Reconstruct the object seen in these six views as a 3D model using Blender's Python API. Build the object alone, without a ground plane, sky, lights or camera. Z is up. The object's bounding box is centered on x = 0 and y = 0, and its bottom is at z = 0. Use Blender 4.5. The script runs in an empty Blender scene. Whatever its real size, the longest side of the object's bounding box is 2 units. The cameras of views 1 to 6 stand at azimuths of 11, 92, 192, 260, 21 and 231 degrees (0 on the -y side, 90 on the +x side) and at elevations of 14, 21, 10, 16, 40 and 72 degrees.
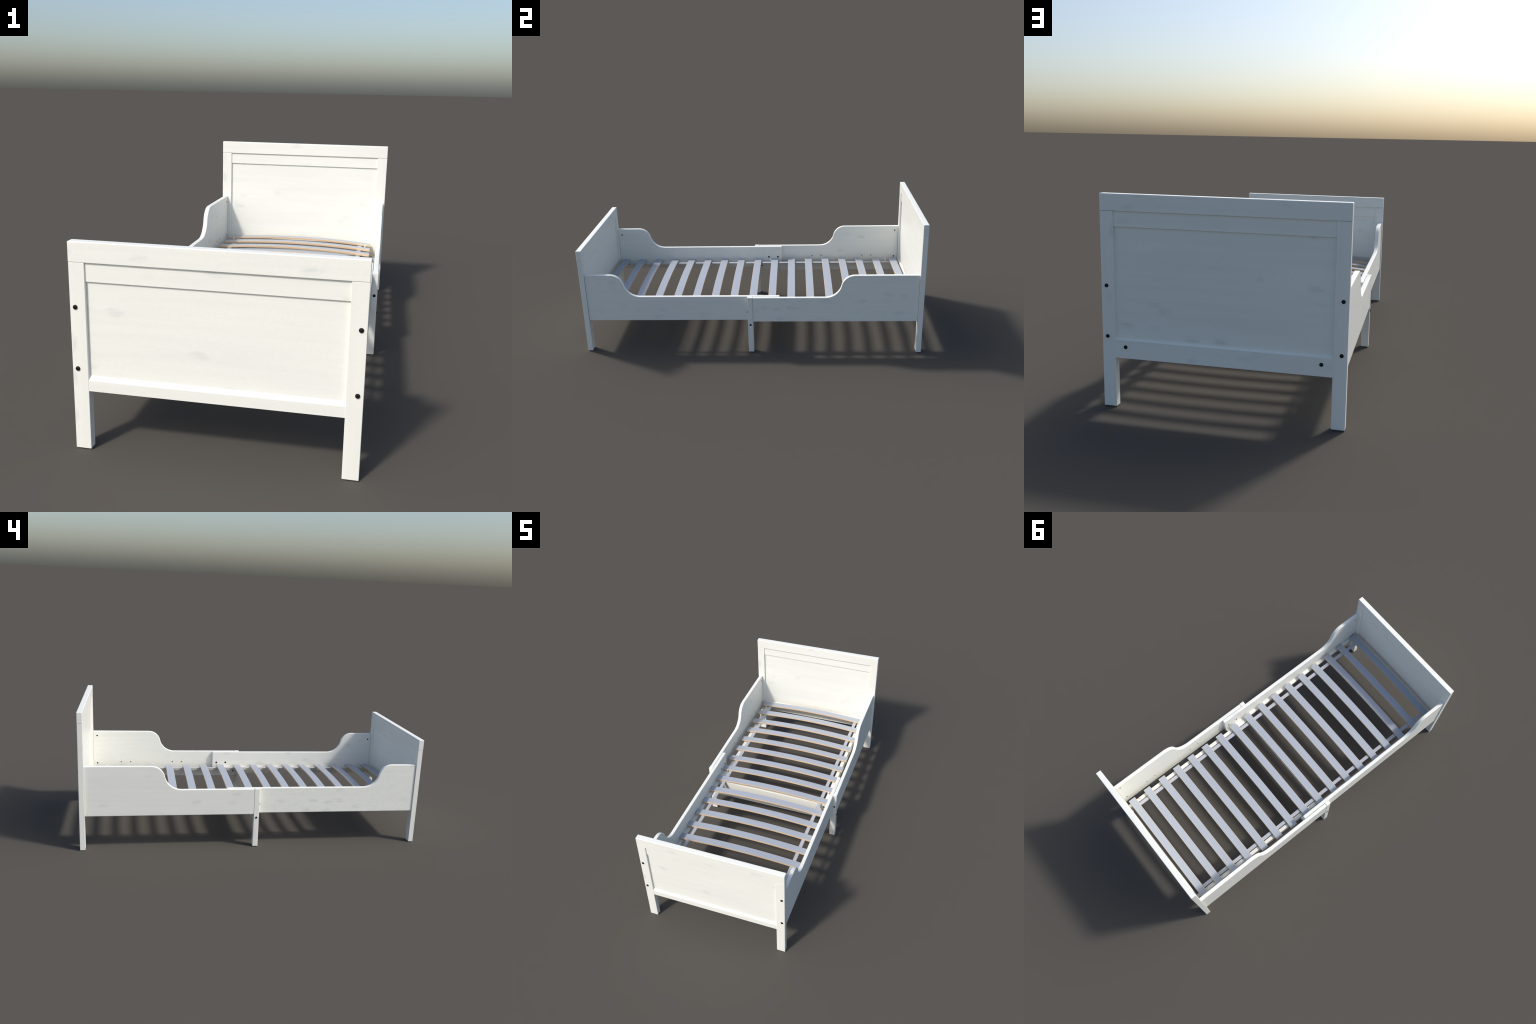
import bpy, bmesh, math
from mathutils import Vector, Matrix

# ------------------------------------------------------------------ helpers
def new_obj(name, mesh, parent, mats):
    ob = bpy.data.objects.new(name, mesh)
    bpy.context.scene.collection.objects.link(ob)
    for m in mats:
        mesh.materials.append(m)
    ob.parent = parent
    return ob

def finish(bm, name, parent, mats, loc=(0, 0, 0), weighted=True, sharp=50):
    me = bpy.data.meshes.new(name)
    bm.normal_update()
    bm.to_mesh(me)
    bm.free()
    for p in me.polygons:
        p.use_smooth = True
    me.set_sharp_from_angle(angle=math.radians(sharp))
    ob = new_obj(name, me, parent, mats)
    ob.location = loc
    if weighted:
        w = ob.modifiers.new('even_normals', 'WEIGHTED_NORMAL')
        w.keep_sharp = True
        w.weight = 90
    return ob

def box(name, parent, mat, x0, x1, y0, y1, z0, z1, bev=0.0025, seg=3, crisp_under=False):
    """Planed board with softly rounded edges; origin at its centre."""
    c = Vector(((x0 + x1) / 2, (y0 + y1) / 2, (z0 + z1) / 2))
    bm = bmesh.new()
    bmesh.ops.create_cube(bm, size=1.0)
    bmesh.ops.scale(bm, vec=(abs(x1 - x0), abs(y1 - y0), abs(z1 - z0)), verts=bm.verts)
    if bev:
        low = min(v.co.z for v in bm.verts) + 1e-5
        edges = [e for e in bm.edges if not (crisp_under and all(v.co.z < low for v in e.verts))]
        bmesh.ops.bevel(bm, geom=edges, offset=bev, segments=seg, profile=0.5,
                        affect='EDGES', clamp_overlap=True)
    return finish(bm, name, parent, [mat], c)

def prism(name, parent, mat, pts, axis, a0, a1, bev=0.0025, seg=3, origin=(0, 0, 0), sharp=50):
    """Extrude an outline. axis 'x': pts are (y, z), run from x=a0 to a1.
    axis 'y': pts are (x, z)."""
    bm = bmesh.new()
    def co(p, a):
        return Vector((a, p[0], p[1])) if axis == 'x' else Vector((p[0], a, p[1]))
    o = Vector(origin)
    va = [bm.verts.new(co(p, a0) - o) for p in pts]
    vb = [bm.verts.new(co(p, a1) - o) for p in pts]
    n = len(pts)
    fa = bm.faces.new(va)
    fb = bm.faces.new(list(reversed(vb)))
    for i in range(n):
        bm.faces.new((va[i], vb[i], vb[(i + 1) % n], va[(i + 1) % n]))
    bmesh.ops.recalc_face_normals(bm, faces=bm.faces[:])
    rim = [e for e in bm.edges if e.calc_face_angle(0) > math.radians(40)]
    if bev:
        bmesh.ops.bevel(bm, geom=rim, offset=bev, segments=seg, profile=0.5,
                        affect='EDGES', clamp_overlap=True)
    return finish(bm, name, parent, [mat], origin, sharp=sharp)

def turned_mesh(name, profile, mat, n=24):
    """Lathe a (radius, height) profile around +z."""
    bm = bmesh.new()
    rings = []
    for r, h in profile:
        if r < 1e-6:
            rings.append([bm.verts.new((0, 0, h))])
        else:
            rings.append([bm.verts.new((r * math.cos(2 * math.pi * i / n),
                                        r * math.sin(2 * math.pi * i / n), h)) for i in range(n)])
    for a, b in zip(rings, rings[1:]):
        for i in range(n):
            j = (i + 1) % n
            if len(a) == 1 and len(b) > 1:
                bm.faces.new((a[0], b[i], b[j]))
            elif len(b) == 1 and len(a) > 1:
                bm.faces.new((a[i], a[j], b[0]))
            elif len(a) > 1:
                bm.faces.new((a[i], a[j], b[j], b[i]))
    bmesh.ops.recalc_face_normals(bm, faces=bm.faces[:])
    me = bpy.data.meshes.new(name)
    bm.to_mesh(me)
    bm.free()
    for p in me.polygons:
        p.use_smooth = True
    me.set_sharp_from_angle(angle=math.radians(40))
    me.materials.append(mat)
    return me

AIM = {'+x': Matrix.Rotation(math.pi / 2, 4, 'Y'), '-x': Matrix.Rotation(-math.pi / 2, 4, 'Y'),
       '+y': Matrix.Rotation(-math.pi / 2, 4, 'X'), '-y': Matrix.Rotation(math.pi / 2, 4, 'X'),
       '+z': Matrix.Identity(4)}

def place(name, mesh, parent, pos, aim, scale=1.0):
    ob = bpy.data.objects.new(name, mesh)
    bpy.context.scene.collection.objects.link(ob)
    ob.parent = parent
    base = Vector((0, 0, 0)) if parent is None else parent.location
    ob.matrix_local = Matrix.Translation(Vector(pos) - base) @ AIM[aim] @ Matrix.Scale(scale, 4)
    return ob

def sub(ob, parent):
    """Attach a part built at its world place under a part that has its own origin."""
    ob.parent = parent
    ob.location = ob.location - parent.location
    return ob

# ---------------------------------------------------------------- materials
def rgb(c):
    return (c[0], c[1], c[2], 1.0)

def nodes_of(name):
    m = bpy.data.materials.new(name)
    m.use_nodes = True
    nt = m.node_tree
    return m, nt, nt.nodes['Principled BSDF']

def painted_wood(name, axis, base, knot, seed, mottle=0.12):
    """Thin white paint over knotty pine; the grain runs along the given axis."""
    m, nt, bsdf = nodes_of(name)
    N, L = nt.nodes.new, nt.links.new
    tc = N('ShaderNodeTexCoord')
    info = N('ShaderNodeObjectInfo')
    off = N('ShaderNodeVectorMath'); off.operation = 'ADD'
    sc = N('ShaderNodeVectorMath'); sc.operation = 'SCALE'
    cmb = N('ShaderNodeCombineXYZ')
    for i in range(3):
        L(info.outputs['Random'], cmb.inputs[i])
    L(cmb.outputs[0], sc.inputs[0]); sc.inputs['Scale'].default_value = 17.0 + seed
    L(tc.outputs['Object'], off.inputs[0]); L(sc.outputs[0], off.inputs[1])

    def stretch(along, across):
        mp = N('ShaderNodeMapping')
        s = [across] * 3
        s['xyz'.index(axis)] = along
        mp.inputs['Scale'].default_value = s
        mp.inputs['Location'].default_value = (seed, seed * 0.7, seed * 1.3)
        L(off.outputs[0], mp.inputs['Vector'])
        return mp
    # long faint streaks of grain
    g = stretch(1.6, 42.0)
    grain = N('ShaderNodeTexNoise'); grain.inputs['Scale'].default_value = 1.0
    grain.inputs['Detail'].default_value = 5.0; grain.inputs['Distortion'].default_value = 0.6
    L(g.outputs[0], grain.inputs['Vector'])
    r1 = N('ShaderNodeValToRGB')
    r1.color_ramp.elements[0].position = 0.36; r1.color_ramp.elements[0].color = (0, 0, 0, 1)
    r1.color_ramp.elements[1].position = 0.66; r1.color_ramp.elements[1].color = (1, 1, 1, 1)
    L(grain.outputs['Fac'], r1.inputs[0])
    # cloudy thin spots in the paint
    c = stretch(3.0, 9.0)
    cloud = N('ShaderNodeTexNoise'); cloud.inputs['Scale'].default_value = 1.0
    cloud.inputs['Detail'].default_value = 4.0
    L(c.outputs[0], cloud.inputs['Vector'])
    r2 = N('ShaderNodeValToRGB')
    r2.color_ramp.elements[0].position = 0.45; r2.color_ramp.elements[0].color = (0, 0, 0, 1)
    r2.color_ramp.elements[1].position = 0.75; r2.color_ramp.elements[1].color = (1, 1, 1, 1)
    L(cloud.outputs['Fac'], r2.inputs[0])
    # knots: scattered stretched ovals, only in some of the cells
    k = stretch(8.5, 18.0)
    warp = N('ShaderNodeTexNoise'); warp.inputs['Scale'].default_value = 1.4
    warp.inputs['Detail'].default_value = 3.0
    L(k.outputs[0], warp.inputs['Vector'])
    wv = N('ShaderNodeMix'); wv.data_type = 'VECTOR'
    wv.inputs['Factor'].default_value = 0.32
    L(k.outputs[0], wv.inputs[4]); 
    addw = N('ShaderNodeVectorMath'); addw.operation = 'ADD'
    L(k.outputs[0], addw.inputs[0]); L(warp.outputs['Color'], addw.inputs[1])
    L(addw.outputs[0], wv.inputs[5])
    vor = N('ShaderNodeTexVoronoi'); vor.inputs['Scale'].default_value = 1.0
    L(wv.outputs[1], vor.inputs['Vector'])
    r3 = N('ShaderNodeValToRGB')
    r3.color_ramp.elements[0].position = 0.10; r3.color_ramp.elements[0].color = (1, 1, 1, 1)
    r3.color_ramp.elements[1].position = 0.32; r3.color_ramp.elements[1].color = (0, 0, 0, 1)
    L(vor.outputs['Distance'], r3.inputs[0])
    sepc = N('ShaderNodeSeparateColor'); L(vor.outputs['Color'], sepc.inputs[0])
    pick = N('ShaderNodeMath'); pick.operation = 'GREATER_THAN'; pick.inputs[1].default_value = 0.50
    L(sepc.outputs[0], pick.inputs[0])
    tilt = N('ShaderNodeMapping')            # strokes lie askew to the grain
    tilt.inputs['Rotation'].default_value = (0.5, 0.5, 0.5)
    st = [75.0] * 3
    st['xyz'.index(axis)] = 16.0
    tilt.inputs['Scale'].default_value = st
    L(off.outputs[0], tilt.inputs['Vector'])
    noise = N('ShaderNodeTexNoise'); noise.inputs['Scale'].default_value = 1.0
    noise.inputs['Detail'].default_value = 3.0; noise.inputs['Distortion'].default_value = 1.2
    L(tilt.outputs[0], noise.inputs['Vector'])
    rings = N('ShaderNodeMapRange')
    rings.inputs['From Min'].default_value = 0.36; rings.inputs['From Max'].default_value = 0.64
    rings.inputs['To Min'].default_value = 0.10; rings.inputs['To Max'].default_value = 0.75
    L(noise.outputs['Fac'], rings.inputs['Value'])
    kn = N('ShaderNodeMath'); kn.operation = 'MULTIPLY'
    L(r3.outputs[0], kn.inputs[0]); L(pick.outputs[0], kn.inputs[1])
    kn2 = N('ShaderNodeMath'); kn2.operation = 'MULTIPLY'
    L(kn.outputs[0], kn2.inputs[0]); L(rings.outputs['Result'], kn2.inputs[1])
    kn3 = N('ShaderNodeMath'); kn3.operation = 'MULTIPLY'; kn3.inputs[1].default_value = 0.9
    kn3.use_clamp = True
    L(kn2.outputs[0], kn3.inputs[0])
    # blend
    def mix(a, b, fac, amount):
        mul = N('ShaderNodeMath'); mul.operation = 'MULTIPLY'; mul.inputs[1].default_value = amount
        L(fac, mul.inputs[0])
        mx = N('ShaderNodeMix'); mx.data_type = 'RGBA'
        L(mul.outputs[0], mx.inputs['Factor'])
        if isinstance(a, tuple): mx.inputs[6].default_value = a
        else: L(a, mx.inputs[6])
        mx.inputs[7].default_value = b
        return mx.outputs[2]
    streak = tuple(v * 0.88 for v in base)
    col = mix(rgb(base), rgb(streak), r1.outputs[0], 0.28)
    col = mix(col, rgb((knot[0] * 1.1, knot[1] * 1.1, knot[2] * 1.1)), r2.outputs[0], 0.20)
    col = mix(col, rgb(knot), kn3.outputs[0], 1.0)
    if mottle:
        fine = N('ShaderNodeTexNoise'); fine.inputs['Scale'].default_value = 130.0
        fine.inputs['Detail'].default_value = 4.0
        L(off.outputs[0], fine.inputs['Vector'])
        rf = N('ShaderNodeValToRGB')
        rf.color_ramp.elements[0].position = 0.40; rf.color_ramp.elements[1].position = 0.68
        L(fine.outputs['Fac'], rf.inputs[0])
        col = mix(col, rgb(tuple(v * 0.80 for v in base)), rf.outputs[0], mottle)
    L(col, bsdf.inputs['Base Color'])
    bump = N('ShaderNodeBump'); bump.inputs['Strength'].default_value = 0.05
    bump.inputs['Distance'].default_value = 0.001
    L(grain.outputs['Fac'], bump.inputs['Height'])
    L(bump.outputs[0], bsdf.inputs['Normal'])
    bsdf.inputs['Roughness'].default_value = 0.42
    bsdf.inputs['Specular IOR Level'].default_value = 0.35
    return m

def plain(name, color, rough, spec=0.4, vary=0.0, scale=(1, 1, 1)):
    m, nt, bsdf = nodes_of(name)
    N, L = nt.nodes.new, nt.links.new
    tc = N('ShaderNodeTexCoord'); mp = N('ShaderNodeMapping')
    mp.inputs['Scale'].default_value = scale
    no = N('ShaderNodeTexNoise'); no.inputs['Scale'].default_value = 1.0
    no.inputs['Detail'].default_value = 4.0
    L(tc.outputs['Object'], mp.inputs['Vector']); L(mp.outputs[0], no.inputs['Vector'])
    ra = N('ShaderNodeValToRGB')
    ra.color_ramp.elements[0].position = 0.35
    ra.color_ramp.elements[1].position = 0.65
    ra.color_ramp.elements[0].color = rgb(tuple(v * (1 - vary) for v in color))
    ra.color_ramp.elements[1].color = rgb(tuple(min(1, v * (1 + vary)) for v in color))
    L(no.outputs['Fac'], ra.inputs[0]); L(ra.outputs[0], bsdf.inputs['Base Color'])
    bsdf.inputs['Roughness'].default_value = rough
    bsdf.inputs['Specular IOR Level'].default_value = spec
    return m

WHITE = (0.872, 0.874, 0.808)
KNOT = (0.64, 0.668, 0.64)
WOOD_X = painted_wood('white_painted_pine_crosswise', 'x', WHITE, KNOT, 3.1)
WOOD_Y = painted_wood('white_painted_pine_lengthwise', 'y', WHITE, KNOT, 7.7)
WOOD_YM = painted_wood('white_painted_pine_mottled', 'y', (0.885, 0.892, 0.820), KNOT, 5.2, mottle=0.34)
WOOD_Z = painted_wood('white_painted_pine_upright', 'z', WHITE, KNOT, 11.9)
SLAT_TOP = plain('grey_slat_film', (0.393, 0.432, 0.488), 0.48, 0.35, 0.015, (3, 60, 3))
BEECH = plain('beech_edge', (0.70, 0.51, 0.33), 0.6, 0.3, 0.08, (4, 90, 160))
STRAP = plain('grey_woven_strap', (0.45, 0.47, 0.51), 0.8, 0.2, 0.03, (200, 200, 200))
BLACK = plain('black_bolt_head', (0.010, 0.010, 0.0105), 0.6, 0.22, 0.2, (80, 80, 80))
BARE = plain('bare_drill_hole', (0.07, 0.05, 0.035), 0.9, 0.1, 0.2, (200, 200, 200))
PEG = plain('white_plastic', (0.80, 0.82, 0.79), 0.4, 0.5, 0.02, (40, 40, 40))

# ------------------------------------------------------------- the bed itself
bed = bpy.data.objects.new('extendable_bed', None)
bpy.context.scene.collection.objects.link(bed)
bed['label'] = 'white painted wooden extendable child bed with bowed slats'
bed['category'] = 'bed'

# small turned pieces, shared mesh data
CAP = turned_mesh('bolt_cap', [(0, 0.0026), (0.0018, 0.0026), (0.0021, 0.0040), (0.0034, 0.0040), (0.0056, 0.0034), (0.0068, 0.0020),
                               (0.0071, 0.0008), (0.0071, -0.002), (0, -0.002)], BLACK)
NUT = turned_mesh('barrel_nut', [(0, 0.0002), (0.0010, 0.0002), (0.0042, 0.0006), (0.0048, 0.0006),
                                 (0.0050, 0.0003), (0.0050, -0.002), (0, -0.002)], BLACK)
HOLE = turned_mesh('drill_hole', [(0, 0.0001), (0.0032, 0.0004), (0.0038, 0.0004),
                                  (0.0038, -0.002), (0, -0.002)], BARE)
SCREW = turned_mesh('screw_head', [(0, 0.0003), (0.0020, 0.0006), (0.0026, 0.0003),
                                   (0.0026, -0.002), (0, -0.002)], BLACK)
PIN = turned_mesh('ledge_pin', [(0, 0.0225), (0.0028, 0.0225), (0.0042, 0.0215), (0.0046, 0.0195),
                                (0.0046, 0.0170), (0.0034, 0.0160), (0.0034, -0.004), (0, -0.004)], PEG)

FACE_OUT, FACE_IN = 0.9957, 0.9668      # outer and inner face of the end boards' legs
def end_board(name, s, half, top, rail_h, cross_h, leg_w, bottom, low_front, low_back):
    """Framed end board.  s = +1 head end (at +y), -1 foot end."""
    yo, yi = s * FACE_OUT, s * FACE_IN
    proud, cross_in, panel_in = 0.0009, 0.0054, 0.0109
    inner = half - leg_w
    zt = top - rail_h                    # underside of the capping rail
    zc = zt - cross_h                    # underside of the second rail
    panel = box(name, bed, WOOD_X, -inner - 0.004, inner + 0.004,
                yo - s * panel_in, yi + s * panel_in, bottom + 0.012, zt + 0.006, 0.0)
    sub(box('top_rail', None, WOOD_X, -half - 0.0004, half + 0.0004, yo + s * proud, yi - s * proud,
            zt, top, 0.0028, crisp_under=True), panel)
    sub(box('cross_rail', None, WOOD_X, -inner - 0.003, inner + 0.003,
            yo - s * cross_in, yi + s * cross_in, zc, zt + 0.003, 0.0), panel)
    for sx in (-1, 1):
        sub(box('leg', None, WOOD_Z, sx * half, sx * inner, yo, yi, 0.0, zt - 0.0012, 0.0017), panel)
    # bottom rail: sloped shoulders run back to the panel on both faces
    a, b = 0.0008, panel_in + 0.003
    front = low_front
    slope_top = low_back + (low_back - low_front) * 0.003 / panel_in
    prof = [(yo - s * a, bottom), (yo - s * a, front), (yo - s * b, slope_top),
            (yi + s * b, slope_top), (yi + s * a, front), (yi + s * a, bottom)]
    rail = prism('bottom_rail', None, WOOD_X, prof, 'x', -inner - 0.003, inner + 0.003, 0.0, 1,
                 origin=(0, (yo + yi) / 2, (bottom + front) / 2), sharp=20)
    sub(rail, panel)
    return panel

headboard = end_board('headboard', 1, 0.4500, 0.7912, 0.0605, 0.0570, 0.0495, 0.1888, 0.2560, 0.2612)
footboard = end_board('footboard', -1, 0.4250, 0.6418, 0.0595, 0.0575, 0.0483, 0.1888, 0.2220, 0.2350)

for sx in (-1, 1):
    for z in (0.4580, 0.2690):
        place('bolt_cap', CAP, headboard, (sx * 0.4300, FACE_OUT, z), '+y')
    place('bolt_cap', CAP, headboard, (sx * 0.3610, FACE_OUT - 0.0008, 0.2315), '+y')
    for z in (0.4475, 0.2580):
        place('bolt_cap', CAP, footboard, (sx * 0.4085, -FACE_OUT, z), '-y')

# ---- side rails: high shoulder at the end board, S-curve down to the low run
LOW, HIGH, UNDER = 0.3515, 0.4885, 0.1990
def s_curve(y_high, y_low, z_high, z_low, r_high, n=14):
    """Two tangent arcs from the high level down to the low level."""
    d = abs(y_high - y_low); h = z_high - z_low
    total = (d * d + h * h) / (2 * h)
    r_low = total - r_high
    k = 1 if y_low > y_high else -1
    ang = math.atan2(d, total - h) if total > h else math.atan2(d, total - h)
    ang = math.acos(max(-1, min(1, (total - h) / total)))
    pts = []
    for i in range(n + 1):
        t = ang * i / n
        pts.append((y_high + k * r_high * math.sin(t), z_high - r_high + r_high * math.cos(t)))
    for i in range(n, -1, -1):
        t = ang * i / n
        pts.append((y_low - k * r_low * math.sin(t), z_low + r_low - r_low * math.cos(t)))
    out = [pts[0]]
    for p in pts[1:]:
        if (p[0] - out[-1][0]) ** 2 + (p[1] - out[-1][1]) ** 2 > 1e-7:
            out.append(p)
    return out

for sx in (-1, 1):
    # outer pair belongs to the head end
    prof = [(0.9664, UNDER), (0.9664, HIGH)] + s_curve(0.600, 0.430, HIGH, LOW, 0.0777) \
        + [(0.0108, LOW), (0.0108, UNDER)]
    rail = prism('side_rail', bed, WOOD_YM if sx > 0 else WOOD_Y, prof, 'x', sx * 0.4208, sx * 0.4424,
                 0.0032, 3, origin=(sx * 0.4316, 0.49, 0.30))
    inside = '-x' if sx > 0 else '+x'
    for y, z in ((0.9416, 0.4580), (0.9414, 0.2688)):
        place('barrel_nut', NUT, rail, (sx * 0.4208, y, z), inside)
    for y in (0.7848, 0.7217, 0.4397, 0.3767):
        place('drill_hole', HOLE, rail, (sx * 0.4208, y, 0.2766), inside)
    # inner pair slides inside it and belongs to the foot end
    prof = [(-0.9664, UNDER), (-0.9664, HIGH)] + s_curve(-0.820, -0.650, HIGH, LOW, 0.0777) \
        + [(0.1665, LOW), (0.1665, UNDER)]
    rail = prism('side_rail', bed, WOOD_YM if sx < 0 else WOOD_Y, prof, 'x', sx * 0.3980, sx * 0.4190,
                 0.0032, 3, origin=(sx * 0.4085, -0.40, 0.30))
    for y, z in ((-0.9415, 0.4470), (-0.9415, 0.2580)):
        place('barrel_nut', NUT, rail, (sx * 0.3980, y, z), inside)
    for y in (0.1383, 0.0756):
        place('barrel_nut', NUT, rail, (sx * 0.3980, y, 0.2768), inside, 1.25)

    # middle legs, one at the free end of each outer rail
    leg = box('middle_leg', bed, WOOD_Z, sx * 0.4065, sx * 0.4432, -0.0206, 0.0104, 0.0, 0.1975, 0.0022)
    # above the rail's underside the leg is cut back so that the inner rail can slide past it
    tongue = box('leg_tongue', None, WOOD_Z, sx * 0.4192, sx * 0.4431, -0.0205, 0.0103, 0.1960, 0.3525, 0.0022)
    sub(tongue, leg)
    place('bolt_cap', CAP, leg, (sx * 0.4432, -0.0054, 0.1790), '+x' if sx > 0 else '-x', 0.86)
    place('bolt_cap', CAP, leg, (sx * 0.4308, -0.0206, 0.2570), '-y', 0.86)

    # ledges that carry the slats
    ledge = box('slat_ledge', bed, WOOD_Y, sx * 0.3520, sx * 0.3748, 0.0022, 0.9664, 0.1977, 0.2490, 0.0022)
    place('barrel_nut', NUT, ledge, (sx * 0.3520, 0.0275, 0.2305), inside)
    for y in (0.877, 0.0905):
        place('ledge_pin', PIN, ledge, (sx * 0.3610, y, 0.2488), '+z')
    ledge = box('slat_ledge', bed, WOOD_Y, sx * 0.3757, sx * 0.3979, -0.9664, 0.1650, 0.2272, 0.2432, 0.0018)
    place('ledge_pin', PIN, ledge, (sx * 0.3870, -0.8757, 0.2428), '+z')
    for y in (-0.905, -0.690, -0.306):
        place('screw_head', SCREW, ledge, (sx * 0.3757, y, 0.2345), inside)

# the beam between the middle legs is notched at both ends to clear the sliding rails
BX, BN, B0, B1, BT = 0.4068, 0.3750, 0.1300, 0.1975, 0.2545
beam = prism('cross_beam', bed, WOOD_X, [(-BX, B0), (BX, B0), (BX, B1), (BN, B1), (BN, BT), (-BN, BT), (-BN, B1), (-BX, B1)],
             'y', -0.0160, 0.0020, 0.0022, 3, origin=(0, -0.007, 0.19))
for sx in (-1, 1):
    place('bolt_cap', CAP, beam, (sx * 0.3605, -0.0160, 0.2315), '-y', 0.86)

# ---- bowed slats
SLAT_X0, SLAT_X1, SLAT_W, SLAT_T = -0.3965, 0.3885, 0.0464, 0.0098
SLAT_END, SLAT_BOW, PITCH, SLAT_MID = 0.2650, 0.0180, 0.1157, 0.0018
def slat_mesh():
    bm = bmesh.new()
    w, t, c = SLAT_W / 2, SLAT_T, 0.0013
    # cross-section (y, z), clockwise from the top; the corners are eased
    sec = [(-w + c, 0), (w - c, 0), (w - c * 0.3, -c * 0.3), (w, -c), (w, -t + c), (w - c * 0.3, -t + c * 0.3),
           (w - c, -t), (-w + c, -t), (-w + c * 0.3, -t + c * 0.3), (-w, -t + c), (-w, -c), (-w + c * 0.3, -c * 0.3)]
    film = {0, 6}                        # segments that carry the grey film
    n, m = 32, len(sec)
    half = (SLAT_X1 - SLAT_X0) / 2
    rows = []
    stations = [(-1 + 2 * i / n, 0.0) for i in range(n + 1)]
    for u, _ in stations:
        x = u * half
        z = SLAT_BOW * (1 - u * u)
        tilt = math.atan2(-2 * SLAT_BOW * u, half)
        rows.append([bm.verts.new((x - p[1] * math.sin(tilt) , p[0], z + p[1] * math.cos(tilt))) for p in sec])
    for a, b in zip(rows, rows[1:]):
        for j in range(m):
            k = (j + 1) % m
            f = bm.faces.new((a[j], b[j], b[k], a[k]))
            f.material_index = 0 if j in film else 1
    for r, rev in ((rows[0], False), (rows[-1], True)):
        f = bm.faces.new(list(reversed(r)) if rev else r)
        f.material_index = 1
    bmesh.ops.recalc_face_normals(bm, faces=bm.faces[:])
    me = bpy.data.meshes.new('slat')
    bm.to_mesh(me); bm.free()
    for p in me.polygons:
        p.use_smooth = True
    me.set_sharp_from_angle(angle=math.radians(14))
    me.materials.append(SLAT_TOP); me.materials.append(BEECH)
    return me
SLAT = slat_mesh()
for i in range(17):
    ob = bpy.data.objects.new('slat', SLAT)
    bpy.context.scene.collection.objects.link(ob)
    ob.parent = bed
    ob.location = ((SLAT_X0 + SLAT_X1) / 2, SLAT_MID + (8 - i) * PITCH, SLAT_END)

for x in (-0.3385, 0.3312):
    box('slat_strap', bed, STRAP, x - 0.0108, x + 0.0108, SLAT_MID - 8 * PITCH - 0.012,
        SLAT_MID + 8 * PITCH + 0.012, 0.2562, 0.2590, 0.0005, 1)
